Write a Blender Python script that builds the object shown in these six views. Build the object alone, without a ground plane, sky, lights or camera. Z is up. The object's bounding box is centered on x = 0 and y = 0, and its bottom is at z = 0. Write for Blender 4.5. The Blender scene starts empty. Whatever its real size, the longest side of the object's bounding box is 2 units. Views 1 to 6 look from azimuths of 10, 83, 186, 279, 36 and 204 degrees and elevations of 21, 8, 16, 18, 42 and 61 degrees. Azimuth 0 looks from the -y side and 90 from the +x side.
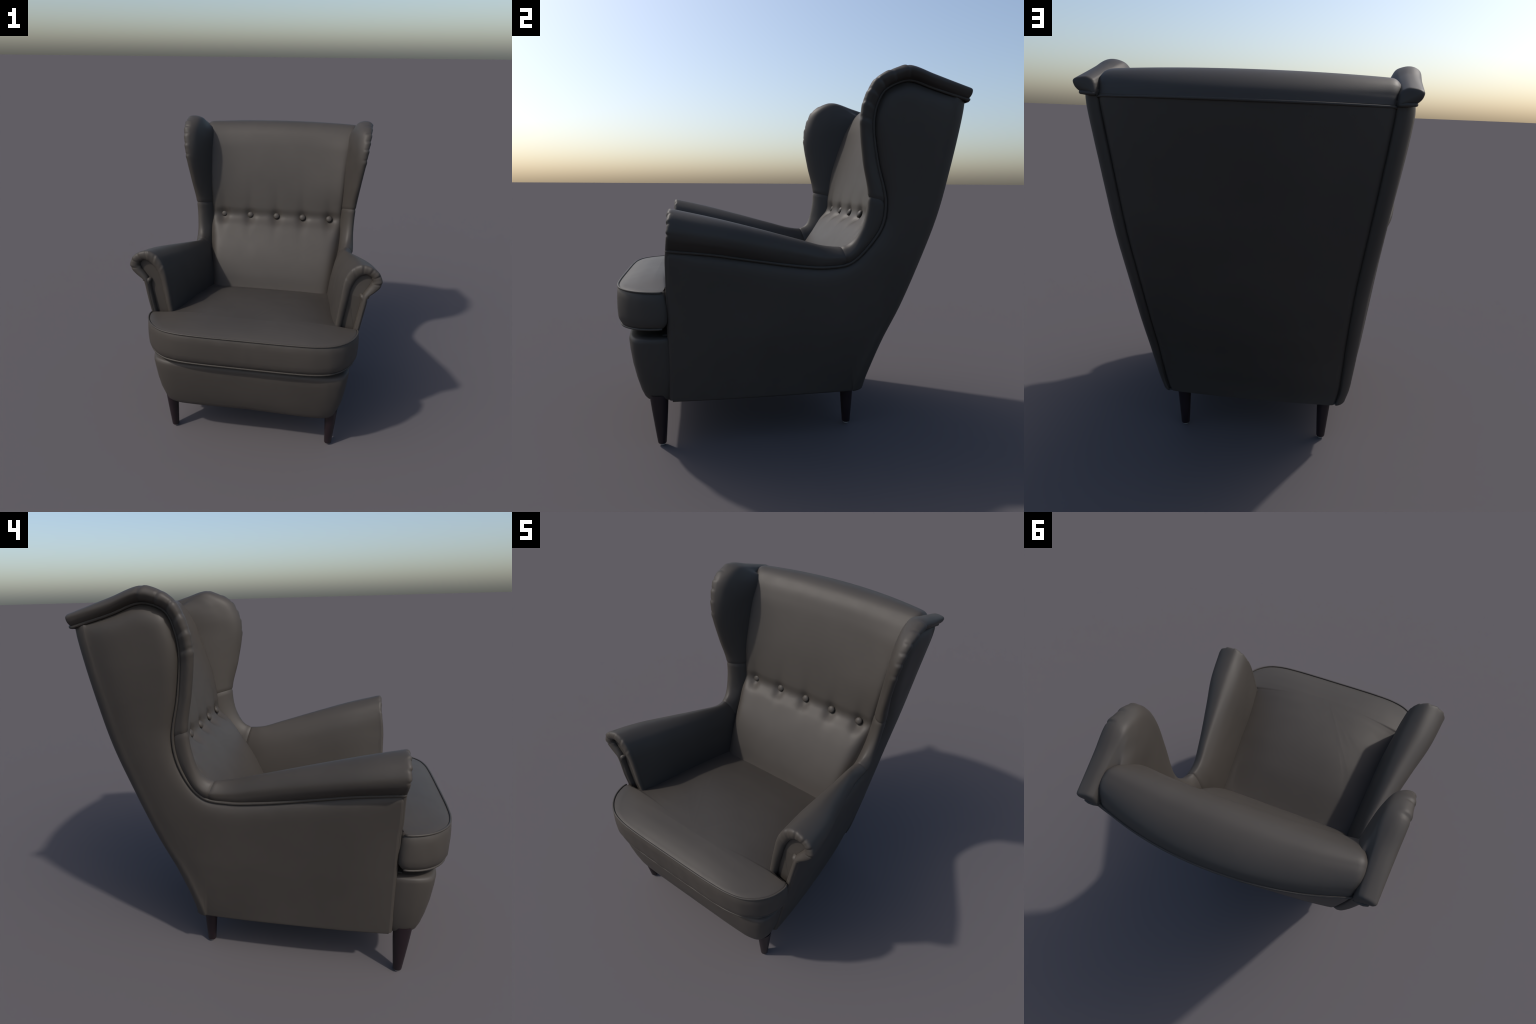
# Button-tufted wing armchair in dark taupe leather on tapered wooden legs.
import bpy, bmesh, math
import numpy as np
from mathutils import Vector

rng = np.random.default_rng(7)

# ------------------------------------------------------------------ materials
def new_mat(name):
    m = bpy.data.materials.new(name); m.use_nodes = True
    nt = m.node_tree; nt.nodes.clear()
    out = nt.nodes.new('ShaderNodeOutputMaterial')
    b = nt.nodes.new('ShaderNodeBsdfPrincipled')
    nt.links.new(b.outputs[0], out.inputs[0])
    return m, nt, b

def leather(name, base, rough=0.54, spec=0.30):
    m, nt, b = new_mat(name)
    N, L = nt.nodes.new, nt.links.new
    tc = N('ShaderNodeTexCoord')
    # broad, faint tonal clouding of the hide
    n1 = N('ShaderNodeTexNoise'); n1.inputs['Scale'].default_value = 2.6
    n1.inputs['Detail'].default_value = 4
    L(tc.outputs['Object'], n1.inputs['Vector'])
    r = N('ShaderNodeValToRGB')
    c = np.array(base)
    r.color_ramp.elements[0].position = .32; r.color_ramp.elements[0].color = (*(c*.93), 1)
    r.color_ramp.elements[1].position = .68; r.color_ramp.elements[1].color = (*(c*1.06), 1)
    L(n1.outputs['Fac'], r.inputs[0])
    # fine grain
    n2 = N('ShaderNodeTexVoronoi'); n2.inputs['Scale'].default_value = 210
    n2.feature = 'SMOOTH_F1'
    L(tc.outputs['Object'], n2.inputs['Vector'])
    bump = N('ShaderNodeBump'); bump.inputs['Strength'].default_value = .05
    bump.inputs['Distance'].default_value = .002
    L(n2.outputs['Distance'], bump.inputs['Height'])
    L(bump.outputs[0], b.inputs['Normal'])
    L(r.outputs[0], b.inputs['Base Color'])
    n3 = N('ShaderNodeTexNoise'); n3.inputs['Scale'].default_value = 9
    L(tc.outputs['Object'], n3.inputs['Vector'])
    mr = N('ShaderNodeMapRange'); mr.inputs['To Min'].default_value = rough-.04
    mr.inputs['To Max'].default_value = rough+.05
    L(n3.outputs['Fac'], mr.inputs['Value'])
    L(mr.outputs[0], b.inputs['Roughness'])
    b.inputs['Specular IOR Level'].default_value = spec
    return m

LEATHER = leather('taupe_leather', (.047, .041, .0355))
PIPING = leather('taupe_leather_piping', (.044, .0385, .033))

WOOD, nt, b = new_mat('dark_stained_wood')
tc = nt.nodes.new('ShaderNodeTexCoord'); mp = nt.nodes.new('ShaderNodeMapping')
mp.inputs['Scale'].default_value = (14, 14, 1.6)
nz = nt.nodes.new('ShaderNodeTexNoise'); nz.inputs['Scale'].default_value = 5
rp = nt.nodes.new('ShaderNodeValToRGB')
rp.color_ramp.elements[0].color = (.008, .004, .006, 1); rp.color_ramp.elements[1].color = (.014, .007, .010, 1)
nt.links.new(tc.outputs['Object'], mp.inputs[0]); nt.links.new(mp.outputs[0], nz.inputs['Vector'])
nt.links.new(nz.outputs['Fac'], rp.inputs[0]); nt.links.new(rp.outputs[0], b.inputs['Base Color'])
b.inputs['Roughness'].default_value = .42

GLIDE, nt, b = new_mat('pale_plastic_glide')
nz = nt.nodes.new('ShaderNodeTexNoise'); nz.inputs['Scale'].default_value = 30
rp = nt.nodes.new('ShaderNodeValToRGB')
rp.color_ramp.elements[0].color = (.20, .20, .20, 1); rp.color_ramp.elements[1].color = (.32, .32, .31, 1)
nt.links.new(nz.outputs['Fac'], rp.inputs[0]); nt.links.new(rp.outputs[0], b.inputs['Base Color'])
b.inputs['Roughness'].default_value = .35

CLOTH, nt, b = new_mat('black_dust_cloth')
wv = nt.nodes.new('ShaderNodeTexNoise'); wv.inputs['Scale'].default_value = 120
rp = nt.nodes.new('ShaderNodeValToRGB')
rp.color_ramp.elements[0].color = (.02, .019, .018, 1); rp.color_ramp.elements[1].color = (.035, .033, .031, 1)
nt.links.new(wv.outputs['Fac'], rp.inputs[0]); nt.links.new(rp.outputs[0], b.inputs['Base Color'])
b.inputs['Roughness'].default_value = .9

# ------------------------------------------------------------------ helpers
ROOT = bpy.data.objects.new('wing_armchair', None)
bpy.context.scene.collection.objects.link(ROOT)
ROOT['label'] = 'dark taupe leather wingback armchair with buttoned back and tapered legs'
ROOT['category'] = 'armchair'

def add(name, verts, faces, mat, parent=ROOT, smooth=True, weld=None):
    me = bpy.data.meshes.new(name)
    me.from_pydata([tuple(map(float, v)) for v in verts], [], [tuple(map(int, f)) for f in faces])
    bm = bmesh.new(); bm.from_mesh(me)
    if weld: bmesh.ops.remove_doubles(bm, verts=bm.verts, dist=weld)
    bmesh.ops.recalc_face_normals(bm, faces=bm.faces)
    bm.to_mesh(me); bm.free()
    me.polygons.foreach_set('use_smooth', [smooth]*len(me.polygons))
    me.materials.append(mat)
    o = bpy.data.objects.new(name, me); o.parent = parent
    bpy.context.scene.collection.objects.link(o)
    return o

def sharp(o, deg=40):
    me = o.data; bm = bmesh.new(); bm.from_mesh(me)
    for e in bm.edges:
        if len(e.link_faces) == 2 and e.calc_face_angle() > math.radians(deg): e.smooth = False
    bm.to_mesh(me); bm.free(); return o

def mirror(v): return np.asarray(v, float)*np.array([-1., 1., 1.])

def both(name, verts, faces, mat, **k):
    a = add(name, verts, faces, mat, **k)
    return a, add(name, mirror(verts), faces, mat, **k)

def grid_faces(n, m, wrap=False, off=0):
    f = []
    for i in range(n-1):
        for j in range(m if wrap else m-1):
            k = (j+1) % m
            f.append((off+i*m+j, off+i*m+k, off+(i+1)*m+k, off+(i+1)*m+j))
    return f

def spline(P, per, lin=None):
    """Catmull-Rom through the rows of P (any trailing shape), chord-length aware; `per` samples per span."""
    P = np.asarray(P, float); n = len(P)
    d = np.array([np.linalg.norm((P[i+1]-P[i]).reshape(-1)) for i in range(n-1)]) ** .5 + 1e-6
    t = np.r_[0, np.cumsum(d)]
    m = np.zeros_like(P)
    for i in range(n):
        if i == 0: m[i] = (P[1]-P[0])/d[0]
        elif i == n-1: m[i] = (P[-1]-P[-2])/d[-1]
        else:
            m[i] = ((P[i]-P[i-1])/d[i-1]*d[i] + (P[i+1]-P[i])/d[i]*d[i-1])/(d[i]+d[i-1])
    out = []
    for i in range(n-1):
        for s in np.linspace(0, 1, per, endpoint=False):
            h = d[i]
            out.append((2*s**3-3*s*s+1)*P[i]+(s**3-2*s*s+s)*h*m[i]+(-2*s**3+3*s*s)*P[i+1]+(s**3-s*s)*h*m[i+1])
    out.append(P[-1])
    return np.array(out)

def resample(C, n):
    C = np.asarray(C, float); L = np.r_[0, np.cumsum(np.linalg.norm(np.diff(C, axis=0), axis=1))]
    t = np.linspace(0, L[-1], n)
    return np.stack([np.interp(t, L, C[:, k]) for k in range(C.shape[1])], 1)

def tube(C, r, n=10, closed=False):
    """Round cord along polyline C."""
    C = np.asarray(C, float); m = len(C)
    if closed: T = np.roll(C, -1, 0)-np.roll(C, 1, 0)
    else: T = np.gradient(C, axis=0)
    T /= np.linalg.norm(T, axis=1)[:, None]+1e-9
    up = np.array([0, 0, 1.]) if abs(T[0][2]) < .9 else np.array([1., 0, 0])
    V = []; U = np.cross(T[0], up)
    for i in range(m):
        U = U-T[i]*(U@T[i]); U /= np.linalg.norm(U)+1e-9
        W = np.cross(T[i], U)
        rr = r[i] if np.ndim(r) else r
        for a in np.linspace(0, 2*np.pi, n, endpoint=False):
            V.append(C[i]+rr*(np.cos(a)*U+np.sin(a)*W))
    F = grid_faces(m, n, True)
    if closed:
        F += [((m-1)*n+j, (m-1)*n+(j+1) % n, (j+1) % n, j) for j in range(n)]
    else:
        F += [tuple(range(n)), tuple((m-1)*n+j for j in range(n))]
    return np.array(V), F

# ------------------------------------------------------------------ rolled rim: arm, neck, wing
# Twelve section points per station, from the hidden inner foot over the crown to the outer seam.
def flat(y, *xz): return [(x, y, z) for x, z in xz]
ARM_FRONT = [(.500, .55), (.532, .85), (.554, 1.05), (.572, 1.175), (.607, 1.252), (.662, 1.290), (.720, 1.282),
             (.768, 1.250), (.793, 1.198), (.786, 1.152), (.758, 1.120), (.712, 1.083)]
RIM = [
 flat(-.652, *ARM_FRONT),
 flat(-.45, (.490, .55), (.522, .85), (.543, 1.03), (.560, 1.14), (.592, 1.213), (.645, 1.250), (.698, 1.243),
      (.740, 1.212), (.762, 1.165), (.755, 1.120), (.728, 1.092), (.687, 1.060)),
 flat(-.25, (.475, .55), (.505, .82), (.525, .98), (.543, 1.09), (.572, 1.163), (.616, 1.200), (.660, 1.193),
      (.693, 1.163), (.708, 1.122), (.703, 1.082), (.684, 1.052), (.656, 1.024)),
 flat(.0, (.460, .50), (.485, .78), (.505, .92), (.522, 1.02), (.547, 1.093), (.580, 1.133), (.610, 1.127),
      (.634, 1.100), (.646, 1.066), (.643, 1.032), (.633, 1.006), (.617, .982)),
 flat(.16, (.445, .50), (.470, .75), (.490, .88), (.508, .98), (.531, 1.052), (.557, 1.092), (.582, 1.088),
      (.604, 1.063), (.617, 1.032), (.616, 1.004), (.610, .986), (.600, .970)),
 [(.440, .450, .60), (.470, .360, .75), (.495, .330, .90), (.515, .300, 1.00), (.541, .275, 1.062), (.573, .258, 1.092),
  (.600, .261, 1.084), (.619, .271, 1.063), (.628, .281, 1.042), (.624, .289, 1.022), (.613, .293, 1.008), (.600, .295, .998)],
 [(.450, .600, .80), (.480, .500, .95), (.500, .440, 1.06), (.518, .395, 1.13), (.547, .350, 1.150), (.581, .320, 1.160),
  (.607, .317, 1.158), (.622, .328, 1.152), (.626, .346, 1.146), (.622, .368, 1.140), (.612, .386, 1.135), (.602, .400, 1.130)],
 [(.460, .720, 1.20), (.490, .600, 1.25), (.511, .500, 1.30), (.533, .430, 1.32), (.562, .380, 1.330), (.594, .352, 1.335),
  (.617, .348, 1.335), (.632, .357, 1.335), (.636, .375, 1.330), (.631, .398, 1.325), (.622, .420, 1.315), (.611, .434, 1.305)],
 [(.480, .750, 1.45), (.508, .620, 1.50), (.532, .500, 1.53), (.560, .410, 1.535), (.592, .345, 1.535), (.625, .310, 1.535),
  (.648, .305, 1.535), (.663, .313, 1.535), (.666, .330, 1.530), (.658, .352, 1.525), (.645, .370, 1.520), (.630, .381, 1.515)],
 [(.500, .780, 1.65), (.528, .650, 1.70), (.550, .510, 1.72), (.580, .400, 1.725), (.615, .318, 1.725), (.648, .285, 1.725),
  (.675, .279, 1.725), (.691, .287, 1.725), (.694, .304, 1.720), (.683, .325, 1.715), (.666, .342, 1.710), (.646, .351, 1.705)],
 [(.510, .780, 1.72), (.535, .650, 1.78), (.556, .510, 1.80), (.585, .405, 1.810), (.620, .332, 1.825), (.655, .302, 1.835),
  (.684, .297, 1.838), (.703, .305, 1.838), (.707, .321, 1.830), (.695, .340, 1.818), (.674, .355, 1.808), (.650, .363, 1.800)],
 [(.520, .780, 1.78), (.542, .650, 1.84), (.562, .520, 1.86), (.588, .430, 1.882), (.620, .370, 1.912), (.657, .347, 1.928),
  (.690, .344, 1.930), (.711, .351, 1.927), (.716, .365, 1.914), (.703, .381, 1.899), (.680, .391, 1.888), (.652, .396, 1.878)],
 [(.530, .780, 1.82), (.550, .660, 1.87), (.568, .550, 1.90), (.588, .475, 1.930), (.617, .432, 1.962), (.655, .418, 1.975),
  (.690, .417, 1.976), (.714, .423, 1.967), (.720, .434, 1.950), (.706, .445, 1.933), (.681, .450, 1.923), (.652, .453, 1.915)],
 [(.540, .780, 1.84), (.564, .690, 1.89), (.578, .610, 1.92), (.592, .545, 1.955), (.615, .510, 1.985), (.655, .503, 1.998),
  (.688, .503, 1.997), (.712, .507, 1.985), (.721, .513, 1.967), (.706, .520, 1.947), (.680, .525, 1.935), (.653, .527, 1.927)],
 [(.550, .780, 1.82), (.582, .720, 1.87), (.592, .690, 1.90), (.602, .665, 1.925), (.617, .653, 1.945), (.645, .650, 1.955),
  (.675, .650, 1.953), (.698, .650, 1.942), (.708, .650, 1.925), (.698, .652, 1.905), (.681, .655, 1.893), (.660, .657, 1.884)],
 [(.602, .850, 1.824), (.598, .847, 1.838), (.601, .843, 1.853), (.606, .840, 1.868), (.617, .839, 1.882), (.640, .840, 1.890),
  (.668, .843, 1.887), (.688, .847, 1.880), (.696, .850, 1.869), (.691, .849, 1.856), (.680, .846, 1.842), (.664, .843, 1.832)],
]
RIM = np.array(RIM, float)
for st, dx in ((0, .008), (1, .024), (2, .022), (3, .020), (4, .014), (5, .006)):
    for k, f in ((0, 1), (1, 1), (2, 1), (3, .7), (4, .3)): RIM[st, k, 0] -= dx*f
for st, dz in ((0, .006), (1, .011), (2, .012), (3, .012), (4, .012), (5, .010), (6, .006)):   # crown height
    for k, f in ((3, .4), (4, .8), (5, 1), (6, 1), (7, .8), (8, .4)): RIM[st, k, 2] -= dz*f
for st in range(8, 14): RIM[st, 6:10, 0] -= .004
for k in range(2, 9): RIM[15, k, 2] += .006
NS, NK = 14, 9                      # samples per span along / across
S1 = spline(RIM, NS)                # along
RS = np.swapaxes(spline(np.swapaxes(S1, 0, 1), NK), 0, 1)   # (len, sect, 3)
nL, nK = RS.shape[:2]
IA, IN, IW = int(4.75*NS), int(7.0*NS), nL-1     # arm | neck | wing borders (station index * NS)

def normals(G):
    du = np.gradient(G, axis=0); dv = np.gradient(G, axis=1)
    n = np.cross(du, dv); n /= np.linalg.norm(n, axis=2)[..., None]+1e-9
    c = RS[:, 6*NK][:, None]*0
    return n
NRM = normals(RS)
if NRM[NS, 5*NK][2] < 0: NRM = -NRM   # crown normal points up

# pleats gathered round the upper front curve of the wing
pleat_stations = [9.05, 9.75, 10.4, 11.05, 11.95, 12.95]
def pleat_field():
    D = np.zeros((nL, nK))
    sidx = np.arange(nL)/NS; k = np.arange(nK)/NK
    across = np.clip((k-5.0)/1.2, 0, 1)*np.clip((10.2-k)/.6, 0, 1)
    arc = np.r_[0, np.cumsum(np.linalg.norm(np.diff(RS[:, 8*NK], axis=0), axis=1))]
    for i, s0 in enumerate(pleat_stations):
        a0 = np.interp(s0, sidx, arc); d = arc-a0
        groove = -np.exp(-(d/.006)**2)*.0034
        lip = np.where(d < 0, np.exp(-((d+.018)/.018)**2), 0)*.0032
        D += (groove+lip)[:, None]*across[None]
    return D
RS = RS+NRM*pleat_field()[..., None]

def rim_piece(name, i0, i1, tuck0, tuck1, cap_end=False, extra=None):
    G = RS[i0:i1+1].copy(); Nn = NRM[i0:i1+1]
    w = np.zeros(len(G))
    arc = np.r_[0, np.cumsum(np.linalg.norm(np.diff(G[:, 5*NK], axis=0), axis=1))]
    if tuck0: w += np.exp(-(arc/.006)**2)
    if tuck1: w += np.exp(-((arc[-1]-arc)/.006)**2)
    G = G-Nn*(w*.0045)[:, None, None]
    V = G.reshape(-1, 3); F = grid_faces(len(G), nK)
    if cap_end:       # rounded ear end
        ring = G[-1]; c = ring.mean(0); V = list(V); base = len(V)-nK
        for f, dy in ((.93, .007), (.78, .012), (.45, .014)):
            nb = len(V); V += list(c+(ring-c)*f+np.array([0, dy, 0]))
            F += [(base+j, base+(j+1) % nK, nb+(j+1) % nK, nb+j) for j in range(nK)]; base = nb
        F.append(tuple(base+j for j in range(nK)))
    if extra:         # further grid welded on (front scroll of the arm)
        n0 = len(V); V = list(V)+list(extra[0]); F += [tuple(i+n0 for i in f) for f in extra[1]]
    return both(name, np.array(V), F, LEATHER, weld=2e-5 if extra else None)

rim_piece('wing_neck', IA, IN, True, True)
rim_piece('wing', IN, IW, True, False, cap_end=True)

# ------------------------------------------------------------------ arm front: pleated roll edge and inset panel
OUT_TAIL = np.array([(.712, 1.083), (.692, .97), (.668, .825), (.607, .55)])   # outer leg below the scroll
INN = np.array([(.536, .55), (.567, .85), (.594, 1.03), (.612, 1.12), (.636, 1.172), (.666, 1.205), (.697, 1.217), (.724, 1.205),
                (.732, 1.185), (.722, 1.158), (.703, 1.130), (.680, 1.090), (.664, .97), (.641, .825), (.580, .55)])
PF = NK
o2 = np.r_[RS[0][:, [0, 2]], spline(OUT_TAIL, PF)[1:]]; i2 = spline(INN, PF); nP = len(o2)
kk = np.arange(nP)/PF
fold = np.zeros(nP); lip = np.zeros(nP)
arc = np.r_[0, np.cumsum(np.linalg.norm(np.diff(o2, axis=0), axis=1))]
for s0 in (3.35, 4.35, 5.35, 6.4, 7.45, 8.6):          # fan pleats round the scroll
    d = arc-np.interp(s0, kk, arc)
    fold += np.exp(-(d/.006)**2)
    lip += np.where(d < 0, np.exp(-((d+.016)/.013)**2), 0)
hook = np.clip((kk-2.9)/.5, 0, 1)*np.clip((10.9-kk)/.4, 0, 1)
rings = []
YF = -.652
NR = 14
for j in range(NR+1):
    a = j/NR
    th = a*math.pi
    # half-round lip from the arm surface (a=0) to the panel edge (a=1)
    f = (1-math.cos(th))/2*.98
    depth = math.sin(th)**.85*.028
    bulge = math.sin(th)*(1-a)*.9
    P = o2*(1-f)+i2*f
    out2 = (o2-i2); out2 = out2/np.linalg.norm(out2, axis=1)[:, None]
    y = YF-depth+a*.010
    relief = (-fold*.007+lip*.005)*hook*math.sin(th)**.6 if a < 1 else 0*fold
    P = P+out2*(bulge*.006+relief*.7)[:, None]
    rings.append(np.c_[P[:, 0], np.full(nP, y)-relief*.45, P[:, 1]])
V = np.concatenate(rings); F = grid_faces(NR+1, nP)
rim_piece('arm', 0, IA, False, True, extra=(V, F))
# inset panel: flat board closing the scroll outline, with a turned-back rim
ringp = rings[-1]
back = ringp+np.array([0, .012, 0])
Vp = np.r_[ringp+np.array([0, .0015, 0]), back]
Fp = [tuple(range(nP)), tuple(nP+i for i in range(nP))]+[(i, (i+1) % nP, nP+(i+1) % nP, nP+i) for i in range(nP)]
for o in both('arm_front_panel', Vp, Fp, LEATHER, smooth=False): pass

# ------------------------------------------------------------------ side panels
BACK = np.array([  # outer back edge, (x, y, z)
 (.492, .400, .240), (.512, .413, .317), (.524, .452, .435), (.533, .500, .556), (.541, .581, .726), (.560, .681, .993),
 (.586, .757, 1.241), (.612, .801, 1.471), (.638, .833, 1.691), (.654, .845, 1.815), (.657, .845, 1.845)])
back_edge = spline(BACK, 10)
NT = 240
seam_all = RS[:, -1]
seam = resample(seam_all[(np.arange(nL) < 14*NS) | (seam_all[:, 1] < .784)], NT)
# end points matched to the lower border: front corner -> rear corner -> up the back edge
bottom = np.array([(.586, -.656, .268), (.582, -.44, .268), (.570, -.2, .266), (.545, .10, .261), (.512, .345, .252)])
bot = resample(spline(bottom, 8), 120)
EDGE = np.array([.025, -.060, 0])        # where the flat of the panel starts, relative to the rear edge
be = back_edge+EDGE
def at(C, t):  # arclength lookup
    L = np.r_[0, np.cumsum(np.linalg.norm(np.diff(C, axis=0), axis=1))]; L /= L[-1]
    return np.stack([np.interp(t, L, C[:, k]) for k in range(3)], 1)
TS = np.linspace(0, 1, NT)
tc_ = .40
low = np.where((TS < tc_)[:, None], at(bot, np.clip(TS/tc_, 0, 1)), at(be, np.clip((TS-tc_)/(1-tc_), 0, 1)))
MU = 44
U = np.linspace(0, 1, MU)**1.15
G = seam[:, None]*(1-U)[None, :, None]+low[:, None]*U[None, :, None]
X = G[..., 0].copy()
for it in range(400):                    # stretch the cover like a membrane between its borders
    X[1:-1, 1:-1] = .25*(X[:-2, 1:-1]+X[2:, 1:-1]+X[1:-1, :-2]+X[1:-1, 2:])
    X[0, 1:-1] = G[0, 1:-1, 0]; X[-1, 1:-1] = G[-1, 1:-1, 0]
def dist_to(P, C):
    return np.sqrt(((P[:, :, None, 1:]-C[None, None, :, 1:])**2).sum(-1)).min(-1)
ds = dist_to(G, resample(seam, 420)); db = dist_to(G, resample(be, 420))
amp = np.interp(G[..., 2], [.26, .6, 1.0, 1.35, 1.65, 1.9], [.004, .020, .025, .027, .042, .050])
front = np.clip((G[..., 1]+.65)/.25, 0, 1)
# smooth the interior to a low-order surface so that no border corner telegraphs through it
yy, zz = G[..., 1].ravel()-.1, G[..., 2].ravel()-1.
A = np.stack([yy**i*zz**j for i in range(5) for j in range(5-i)], 1)
Xp = (A@np.linalg.lstsq(A, X.ravel(), rcond=None)[0]).reshape(X.shape)
dl = np.sqrt(((G[..., 1:]-G[:, -1:, 1:])**2).sum(-1))
X = Xp+(X-Xp)[:, :1]*np.exp(-(ds/.07))+(X-Xp)[:, -1:]*np.exp(-(dl/.07))
X += amp*(1-np.exp(-(ds/.034)**1.3))*(1-np.exp(-(db/.085)**1.4))*(.25+.75*front*(2-front))
X -= .010*np.exp(-(ds/.012)**2)           # seam groove
G[..., 0] = X
# border continues round: hem along the bottom, rounded corner down the rear
wid = lambda z: np.interp(z, [.24, .6, 1.2, 1.83], [.030, .044, .050, .056])
EXT = 10
E_ = np.zeros((NT, EXT, 3))
for i in range(NT):
    p = G[i, -1]
    if TS[i] < tc_:
        c = [(-.001, 0, -.004), (-.004, 0, -.008), (-.009, 0, -.011), (-.016, 0, -.012), (-.024, 0, -.012)]+[(-.03, 0, -.010)]*5
    else:
        w = wid(p[2]); q = -EDGE
        ex = EDGE[0]
        c = [(-.003, .012, 0), (-.010, .028, 0), (-.021, .044, 0), (-.032, .055, 0), (-.042, .061, 0), (-.052, .063, 0),
             (-ex-w+.008, .058, 0), (-ex-w+.002, .052, 0), (-ex-w, .046, 0), (-ex-w-.004, .030, 0)]
    E_[i] = p+np.array(c)
GE = np.concatenate([G, E_], 1)
F = grid_faces(NT, MU+EXT)
ic = int(np.argmax(TS >= tc_))            # close the foot of the rear corner
F.append(tuple(ic*(MU+EXT)+MU-1+j for j in range(EXT+1)))
F = [f for f in F if not (f[0]//(MU+EXT) == ic-1 and f[0] % (MU+EXT) >= MU-1 and len(f) == 4)]
side_r, side_l = both('side_panel', GE.reshape(-1, 3), F, LEATHER)

# piping along the outer seam, running round to the front of the arm
pip = resample(seam_all, NT); pip[:, 0] += .004
pip = np.r_[[pip[0]+np.array([-.016, -.017, .002]), pip[0]+np.array([-.004, -.012, 0])], pip]
pip = np.r_[pip, [pip[-1]+np.array([-.006, .010, 0]), pip[-1]+np.array([-.022, .014, -.002]), pip[-1]+np.array([-.045, .013, -.003]), pip[-1]+np.array([-.066, .008, -.004])]]
V, F = tube(pip, .0085, 8); both('side_piping', V, F, PIPING)

# front edge of the side panel (turned round onto the arm front), bottom hem
fe = G[0][::-1]          # bottom to top along the front border
prof = [(0, 0), (-.003, -.010), (-.012, -.017), (-.026, -.018), (-.036, -.010), (-.04, .01)]
V = []
for p in fe:
    for dx, dy in prof: V.append(p+np.array([dx, dy, 0]))
nf, mf = len(fe), len(prof)
V += [fe[-1]+np.array([dx*.8-.004, dy*.8+.004, .012]) for dx, dy in prof]      # tapered top, tucked under the scroll
both('side_front_edge', np.array(V), grid_faces(nf+1, mf)+[tuple(nf*mf+j for j in range(mf))], LEATHER)

# ------------------------------------------------------------------ outer back panel
NB, MB = 60, 61
be2 = resample(back_edge[back_edge[:, 2] < 1.828], NB)
V = []
for i in range(NB):
    x0, y0, z0 = be2[i]
    w = wid(z0)
    hw = x0-w+.003
    bul = np.interp(z0, [.24, .32, .45, .62, .87, 1.1, 1.4, 1.6, 1.83], [.014, .022, .030, .031, .026, .028, .046, .072, .098])
    for u in np.linspace(-1, 1, MB):
        e = (1-abs(u))*hw
        y = y0-.016*math.exp(-(e/.010)**2)+bul*(1-abs(u)**2.2)+.002
        V.append((u*hw, y, z0+.004+.0*u))
F = grid_faces(NB, MB)
add('back_panel', V, F, LEATHER)

# ------------------------------------------------------------------ backrest cushion with buttons
def ease(t): t = min(1, max(0, t)); return t*t*(3-2*t)
BUTTON_X = (-.430, -.212, .003, .215, .429); BZ = 1.222
PROF = np.array([  # (y, z) centre profile, seat line up the front, over the top, down to the rear seam
 (.02, .56), (.105, .72), (.155, .83), (.215, .94), (.288, 1.05), (.365, 1.150), (.428, 1.222), (.446, 1.29), (.470, 1.39),
 (.498, 1.49), (.533, 1.60), (.572, 1.71), (.612, 1.81), (.650, 1.880), (.700, 1.928), (.757, 1.947), (.825, 1.938),
 (.885, 1.910), (.928, 1.870), (.948, 1.826)])
PV = spline(PROF, 10); nv = len(PV)
dP = np.gradient(PV, axis=0); dP /= np.linalg.norm(dP, axis=1)[:, None]
Nrm2 = np.c_[-dP[:, 1], dP[:, 0]]           # outward (front / up / rear)
MX = 141
V = []
for i in range(nv):
    y0, z0 = PV[i]
    t = i/(nv-1)
    hw = np.interp(i, np.array([0, 1, 3, 5, 7, 10, 13, 15, 17, 19])*10, [.46, .485, .505, .525, .535, .560, .592, .612, .618, .612])
    rear = np.clip((y0-.55)/.38, 0, 1)
    for u in np.linspace(-1, 1, MX):
        x = u*hw; e = (1-abs(u))*hw
        # edges roll in towards the wings, top and rear are bowed in plan
        lowr = np.clip((1.22-z0)/.15, 0, 1)*(y0 < .6)
        roll = (.020+.025*lowr)*math.exp(-(e/(.014+.016*lowr))**1.3)
        dish = -.028*abs(u)**3*ease((z0-1.18)/.34)*ease((1.95-z0)/.2)*(y0 < .745)
        dish -= .004*ease(-u/.5)*ease((z0-1.0)/.3)*ease((1.9-z0)/.2)*(y0 < .745)
        y = y0+Nrm2[i, 0]*(-roll); z = z0+Nrm2[i, 1]*(-roll)
        bow = abs(u)**2.1
        y += dish
        y -= .108*bow*rear**1.5
        z -= .014*bow*np.clip((z0-1.6)/.3, 0, 1)*(1-.7*np.clip((y0-.80)/.12, 0, 1))
        # crease through the button row
        crease = .007*math.exp(-((z0-BZ)/.042)**2)*min(1, e/.03)
        dent = 0
        for bx in BUTTON_X:
            dx = x-bx; dz = z0-BZ
            dent += .014*math.exp(-(dx*dx+dz*dz)/.042**2)
            # puckers radiating up and down from the button
            up_l = .16 if dz > 0 else .08
            dent += .009*math.exp(-(dx/.035)**2)*math.exp(-abs(dz)/up_l*1.6)
        if y0 > .6: crease = dent = 0
        y += -Nrm2[i, 0]*(crease+dent); z += -Nrm2[i, 1]*(crease+dent)
        V.append((x, y, z))
F = grid_faces(nv, MX)
add('backrest_cushion', V, F, LEATHER)
BV = np.array(V).reshape(nv, MX, 3)
# cord along the rear top seam
V, F = tube(BV[-1]+np.array([0, .001, -.002]), .0058, 8); add('rear_piping', V, F, PIPING)

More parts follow.
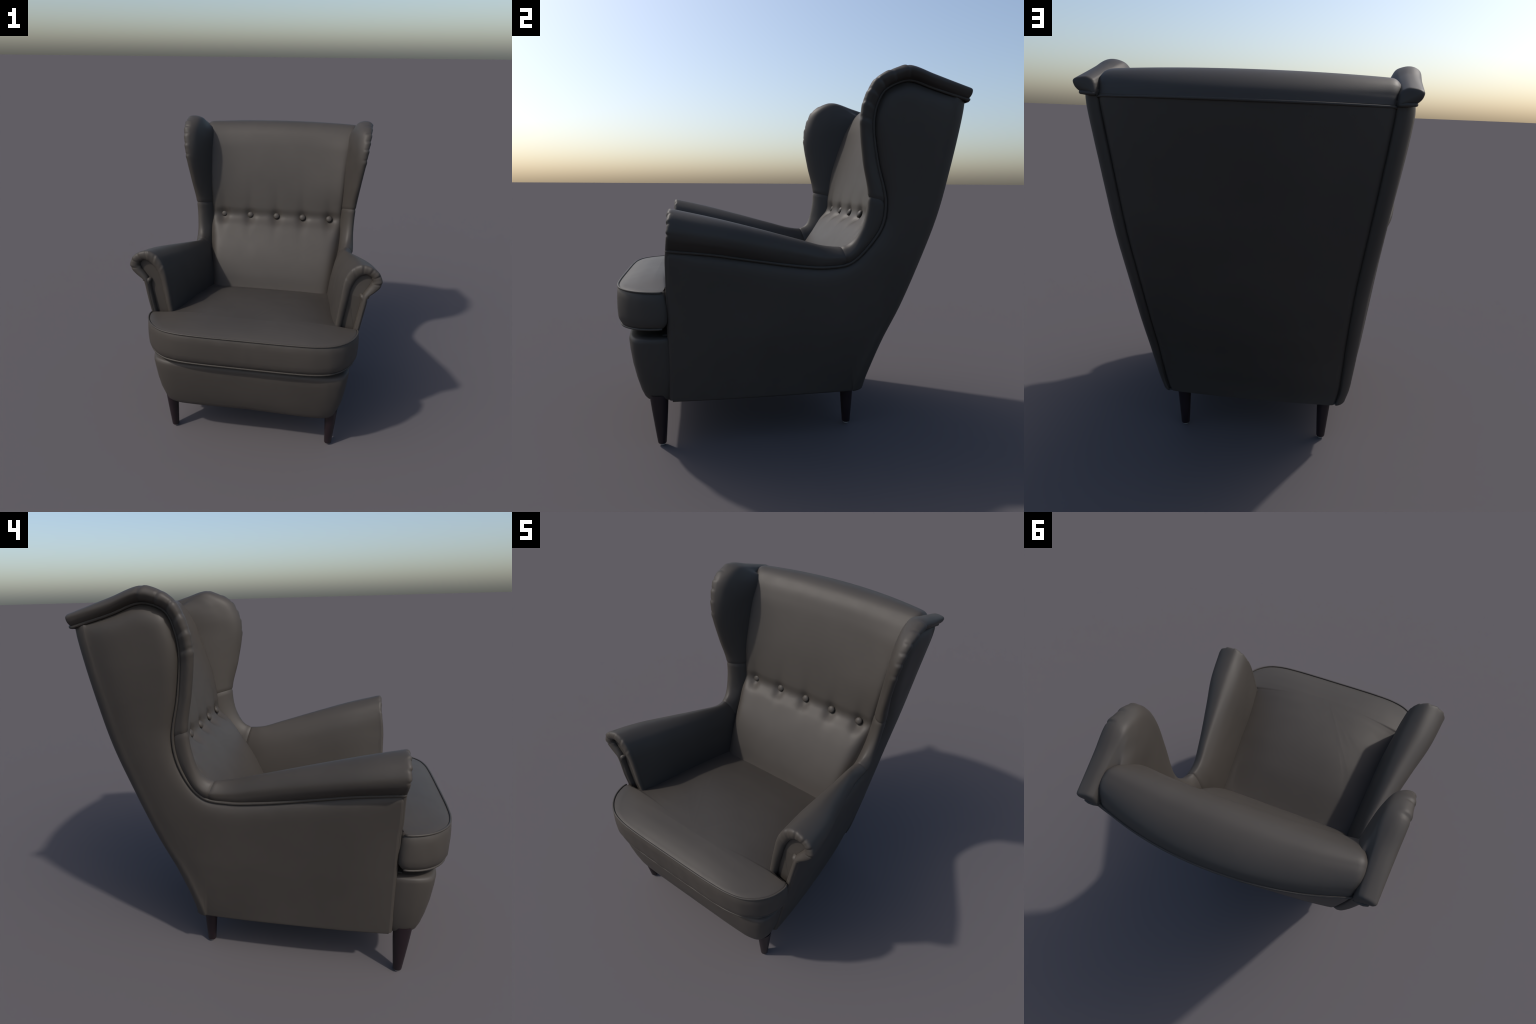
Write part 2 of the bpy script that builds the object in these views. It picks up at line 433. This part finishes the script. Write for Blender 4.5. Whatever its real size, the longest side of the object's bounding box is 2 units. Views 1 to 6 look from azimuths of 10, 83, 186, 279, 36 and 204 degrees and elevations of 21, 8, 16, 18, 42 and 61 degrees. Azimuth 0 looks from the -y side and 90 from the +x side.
# buttons
def dome(n=20, m=8, r=.025, h=.013):
    V = []; F = []
    ring = [(r*.86, -.010), (r, -.002), (r*.98, .002), (r*.86, .007), (r*.62, .0105), (r*.32, .0127)]
    for rr, hh in ring:
        for a in np.linspace(0, 2*np.pi, n, endpoint=False): V.append((rr*math.cos(a), rr*math.sin(a), hh))
    V.append((0, 0, .0135))
    F = grid_faces(len(ring), n, True)
    b0 = (len(ring)-1)*n
    F += [(b0+j, b0+(j+1) % n, len(V)-1) for j in range(n)]
    return V, F
V, F = dome()
first = None
for bx in BUTTON_X:
    if first is None:
        ob = first = add('button', V, F, LEATHER)
    else:
        ob = first.copy(); bpy.context.scene.collection.objects.link(ob)
    nrm = Vector((0, -.90, .43))
    ob.location = (bx, .447, BZ+.004)
    ob.rotation_euler = nrm.to_track_quat('Z', 'Y').to_euler()

# ------------------------------------------------------------------ seat cushion (T shaped)
half_o = np.array([(0, -.951), (.15, -.951), (.30, -.949), (.43, -.940), (.525, -.915), (.594, -.868), (.640, -.810), (.662, -.755),
                   (.668, -.705), (.655, -.680), (.62, -.674), (.57, -.668), (.541, -.645), (.530, -.58), (.515, -.40), (.495, -.15),
                   (.475, .08), (.455, .17), (.38, .205), (.2, .21), (0, .21)])
ho = resample(spline(half_o, 10), 150)
outl = np.r_[ho, (ho*[-1, 1])[::-1][1:-1]]
nO = len(outl)
edge_z = np.interp(outl[:, 1], [-.97, -.66, -.55, -.3, .0, .21], [.866, .866, .845, .81, .75, .70])
def crown(y): return np.interp(y, [-.97, -.90, -.83, -.75, -.65, -.5, -.3, -.1, .1, .21], [.867, .886, .898, .906, .908, .899, .872, .826, .762, .722])
ctr = np.array([0, -.75])
# outward direction of outline
tn = np.roll(outl, -1, 0)-np.roll(outl, 1, 0); tn /= np.linalg.norm(tn, axis=1)[:, None]
on = np.c_[tn[:, 1], -tn[:, 0]]
if on[0][1] > 0: on = -on
V = []
layers = 0
def layer(off, z):
    global layers
    P = outl+on*np.asarray(off)[..., None] if np.ndim(off) else outl+on*off
    V.extend(np.c_[P, z+np.zeros(nO)]); layers += 1
bot_z = np.interp(outl[:, 1], [-.97, -.9, -.7, .21], [.660, .664, .674, .62])
def wrinkle(s): return .0016*np.sin(np.arange(nO)*.37+s)+.0012*np.sin(np.arange(nO)*.91+2*s)
# underside -> boxing -> piping line
for f in (.0, .4, .8): # underside rings
    P = ctr+(outl-ctr)*f; V.extend(np.c_[P, bot_z-.012*(1-f)]); layers += 1
layer(-.040, bot_z-.004); layer(-.022, bot_z+.000)
layer(-.008, bot_z+.012)
for t in (.18, .32, .46, .6, .74, .87):
    h = bot_z+(edge_z-bot_z)*t
    layer(.007*math.sin(math.pi*t)**.8+.002*t+wrinkle(t*2)*.6, h)
layer(-.001, edge_z-.008); layer(-.005, edge_z-.002)
layer(-.014, edge_z+.002)
for r in (.90, .865, .82, .77, .71, .655, .62, .53, .44, .34, .24, .14, .06):
    P = ctr+(outl-ctr)*r
    ear = np.clip((np.abs(P[:, 0])-.40)/.25, 0, 1)
    zc = crown(P[:, 1])
    side = 1-np.clip(np.abs(P[:, 0])/.60, 0, 1)**3.2
    w = 1-r**5
    z = edge_z*(1-w)+(edge_z*.0+ (edge_z+(zc-edge_z)*(.25+.75*side)))*w
    V.extend(np.c_[P, z]); layers += 1
V = np.array(V)
V = np.r_[V, [[ctr[0], ctr[1], crown(ctr[1])]]]
F = grid_faces(layers, nO, True)
b0 = (layers-1)*nO
F += [(b0+j, b0+(j+1) % nO, len(V)-1) for j in range(nO)]
add('seat_cushion', V, F, LEATHER, weld=1e-5)
vis = [i for i in range(nO) if outl[i, 1] < -.684]
idx = sorted(vis, key=lambda i: (i if i < nO//2 else i-nO))
C = np.c_[outl+on*.000, edge_z-.001][idx]
V, F = tube(C, .0056, 8); add('seat_piping', V, F, PIPING)
C = np.c_[outl+on*(-.012), bot_z+.003][idx]
V, F = tube(C, .006, 8); add('seat_piping', V, F, PIPING)

# ------------------------------------------------------------------ front rail under the seat
levels = [  # z, half width, front y
 (.258, .545, -.795), (.262, .563, -.815), (.275, .573, -.824), (.31, .586, -.838), (.38, .607, -.856), (.46, .621, -.873), (.54, .631, -.884), (.590, .637, -.888), (.608, .637, -.884),
 (.618, .632, -.872), (.622, .600, -.845), (.624, .53, -.80), (.626, .3, -.72)]
V = []
for z, fx, fy in levels:
    b_ = np.array([(0, 1.), (.35, 1.), (.66, .99), (.84, .945), (.945, .82), (.988, .58), (.992, .28), (.968, 0)])
    hp = np.c_[b_[:, 0]*fx, -.640+b_[:, 1]*(fy+.640)]
    hp = spline(hp, 8)
    full = np.r_[(hp*[-1, 1])[::-1][:-1], hp]
    V += [(x, y, z+.012*max(0, 1-abs(x)/.5)*(1 if z < .3 else 0)) for x, y in full]
mm = len(full)
F = grid_faces(len(levels), mm)
F += [tuple(range(mm)), tuple((len(levels)-1)*mm+j for j in range(mm))]
add('front_rail', V, F, LEATHER)

# ------------------------------------------------------------------ underside cloth, seat deck
V = [(-.515, -.66, .252), (.515, -.66, .252), (.485, .40, .248), (-.485, .40, .248),
     (-.515, -.66, .262), (.515, -.66, .262), (.485, .40, .258), (-.485, .40, .258)]
add('underside_cloth', V, [(0, 1, 2, 3), (4, 5, 6, 7), (0, 1, 5, 4), (1, 2, 6, 5), (2, 3, 7, 6), (3, 0, 4, 7)], CLOTH, smooth=False)
V = [(x, y, z) for z in (.56, .63) for x, y in ((-.59, -.70), (.59, -.70), (.47, .3), (-.47, .3))]
add('seat_deck', V, [(0, 1, 2, 3), (4, 5, 6, 7), (0, 1, 5, 4), (1, 2, 6, 5), (2, 3, 7, 6), (3, 0, 4, 7)], CLOTH, smooth=False)

# ------------------------------------------------------------------ legs
def leg(bx, by, tx, ty, tz, rb, rx, ry):
    prof = [(.012, .93, 0), (.016, 1, 0), (.10, 1, .36), (.20, 1, .78), (tz, 1, 1), (tz+.03, 1, 1.1)]
    V = []; n = 28
    for z, k, g in prof:
        f = z/tz
        for a in np.linspace(0, 2*np.pi, n, endpoint=False):
            V.append((bx+(tx-bx)*f+k*(rb+(rx-rb)*g)*math.cos(a), by+(ty-by)*f+k*(rb+(ry-rb)*g)*math.sin(a), z))
    F = grid_faces(len(prof), n, True)+[tuple(range(n)), tuple((len(prof)-1)*n+j for j in range(n))]
    o = sharp(add('leg', V, F, WOOD))
    gv = []
    for z, r in ((0, rb*.5), (.003, rb*.62), (.014, rb*.66)):
        for a in np.linspace(0, 2*np.pi, n, endpoint=False): gv.append((bx+r*math.cos(a), by+r*math.sin(a), z))
    gf = grid_faces(3, n, True)+[tuple(range(n)), tuple(2*n+j for j in range(n))]
    sharp(add('foot_glide', gv, gf, GLIDE, parent=o))
for s in (1, -1):
    leg(s*.532, -.718, s*.540, -.729, .262, .0235, .039, .048)
    leg(s*.395, .342, s*.402, .336, .248, .0235, .039, .040)

# hand upholstery is not quite symmetrical: the frame leans a little, one wing is fuller than the other
def smooth(t): t = np.clip(t, 0, 1); return t*t*(3-2*t)
def settle(co):
    x, y, z = co[:, 0].copy(), co[:, 1].copy(), co[:, 2].copy()
    co[:, 0] -= .007*smooth((z-.95)/.7)
    wing = smooth((z-1.02)/.2)*smooth((.64-y)/.2)*smooth((np.abs(x)-.50)/.10)
    top = wing*smooth((z-1.78)/.12)
    right = x > 0
    co[:, 1] += np.where(right, .017, -.006)*wing
    co[:, 2] += np.where(right, -.012, .002)*top
    co[:, 0] -= np.where(right, .004, 0)*wing
    arm = smooth((z-.98)/.1)*smooth((.25-y)/.15)*smooth((np.abs(x)-.50)/.05)
    co[:, 2] += np.where(right, -.005, -.001)*arm
    co[:, 1] -= np.where(right, 0, .007)*smooth((-.55-y)/.1)*smooth((-x-.5)/.06)*smooth((z-.85)/.1)*smooth((y+.70)/.02)
    co[:, 1] += .011*np.clip(x/.55, -1, 1)*smooth((y-.30)/.15)*smooth((z-.235)/.02)
    return co
for o in bpy.data.objects:
    if o.type == 'MESH':
        if o.name.startswith('button'): o.location.x -= .003; continue
        me = o.data
        co = np.empty(len(me.vertices)*3); me.vertices.foreach_get('co', co)
        me.vertices.foreach_set('co', settle(co.reshape(-1, 3)).ravel()); me.update()
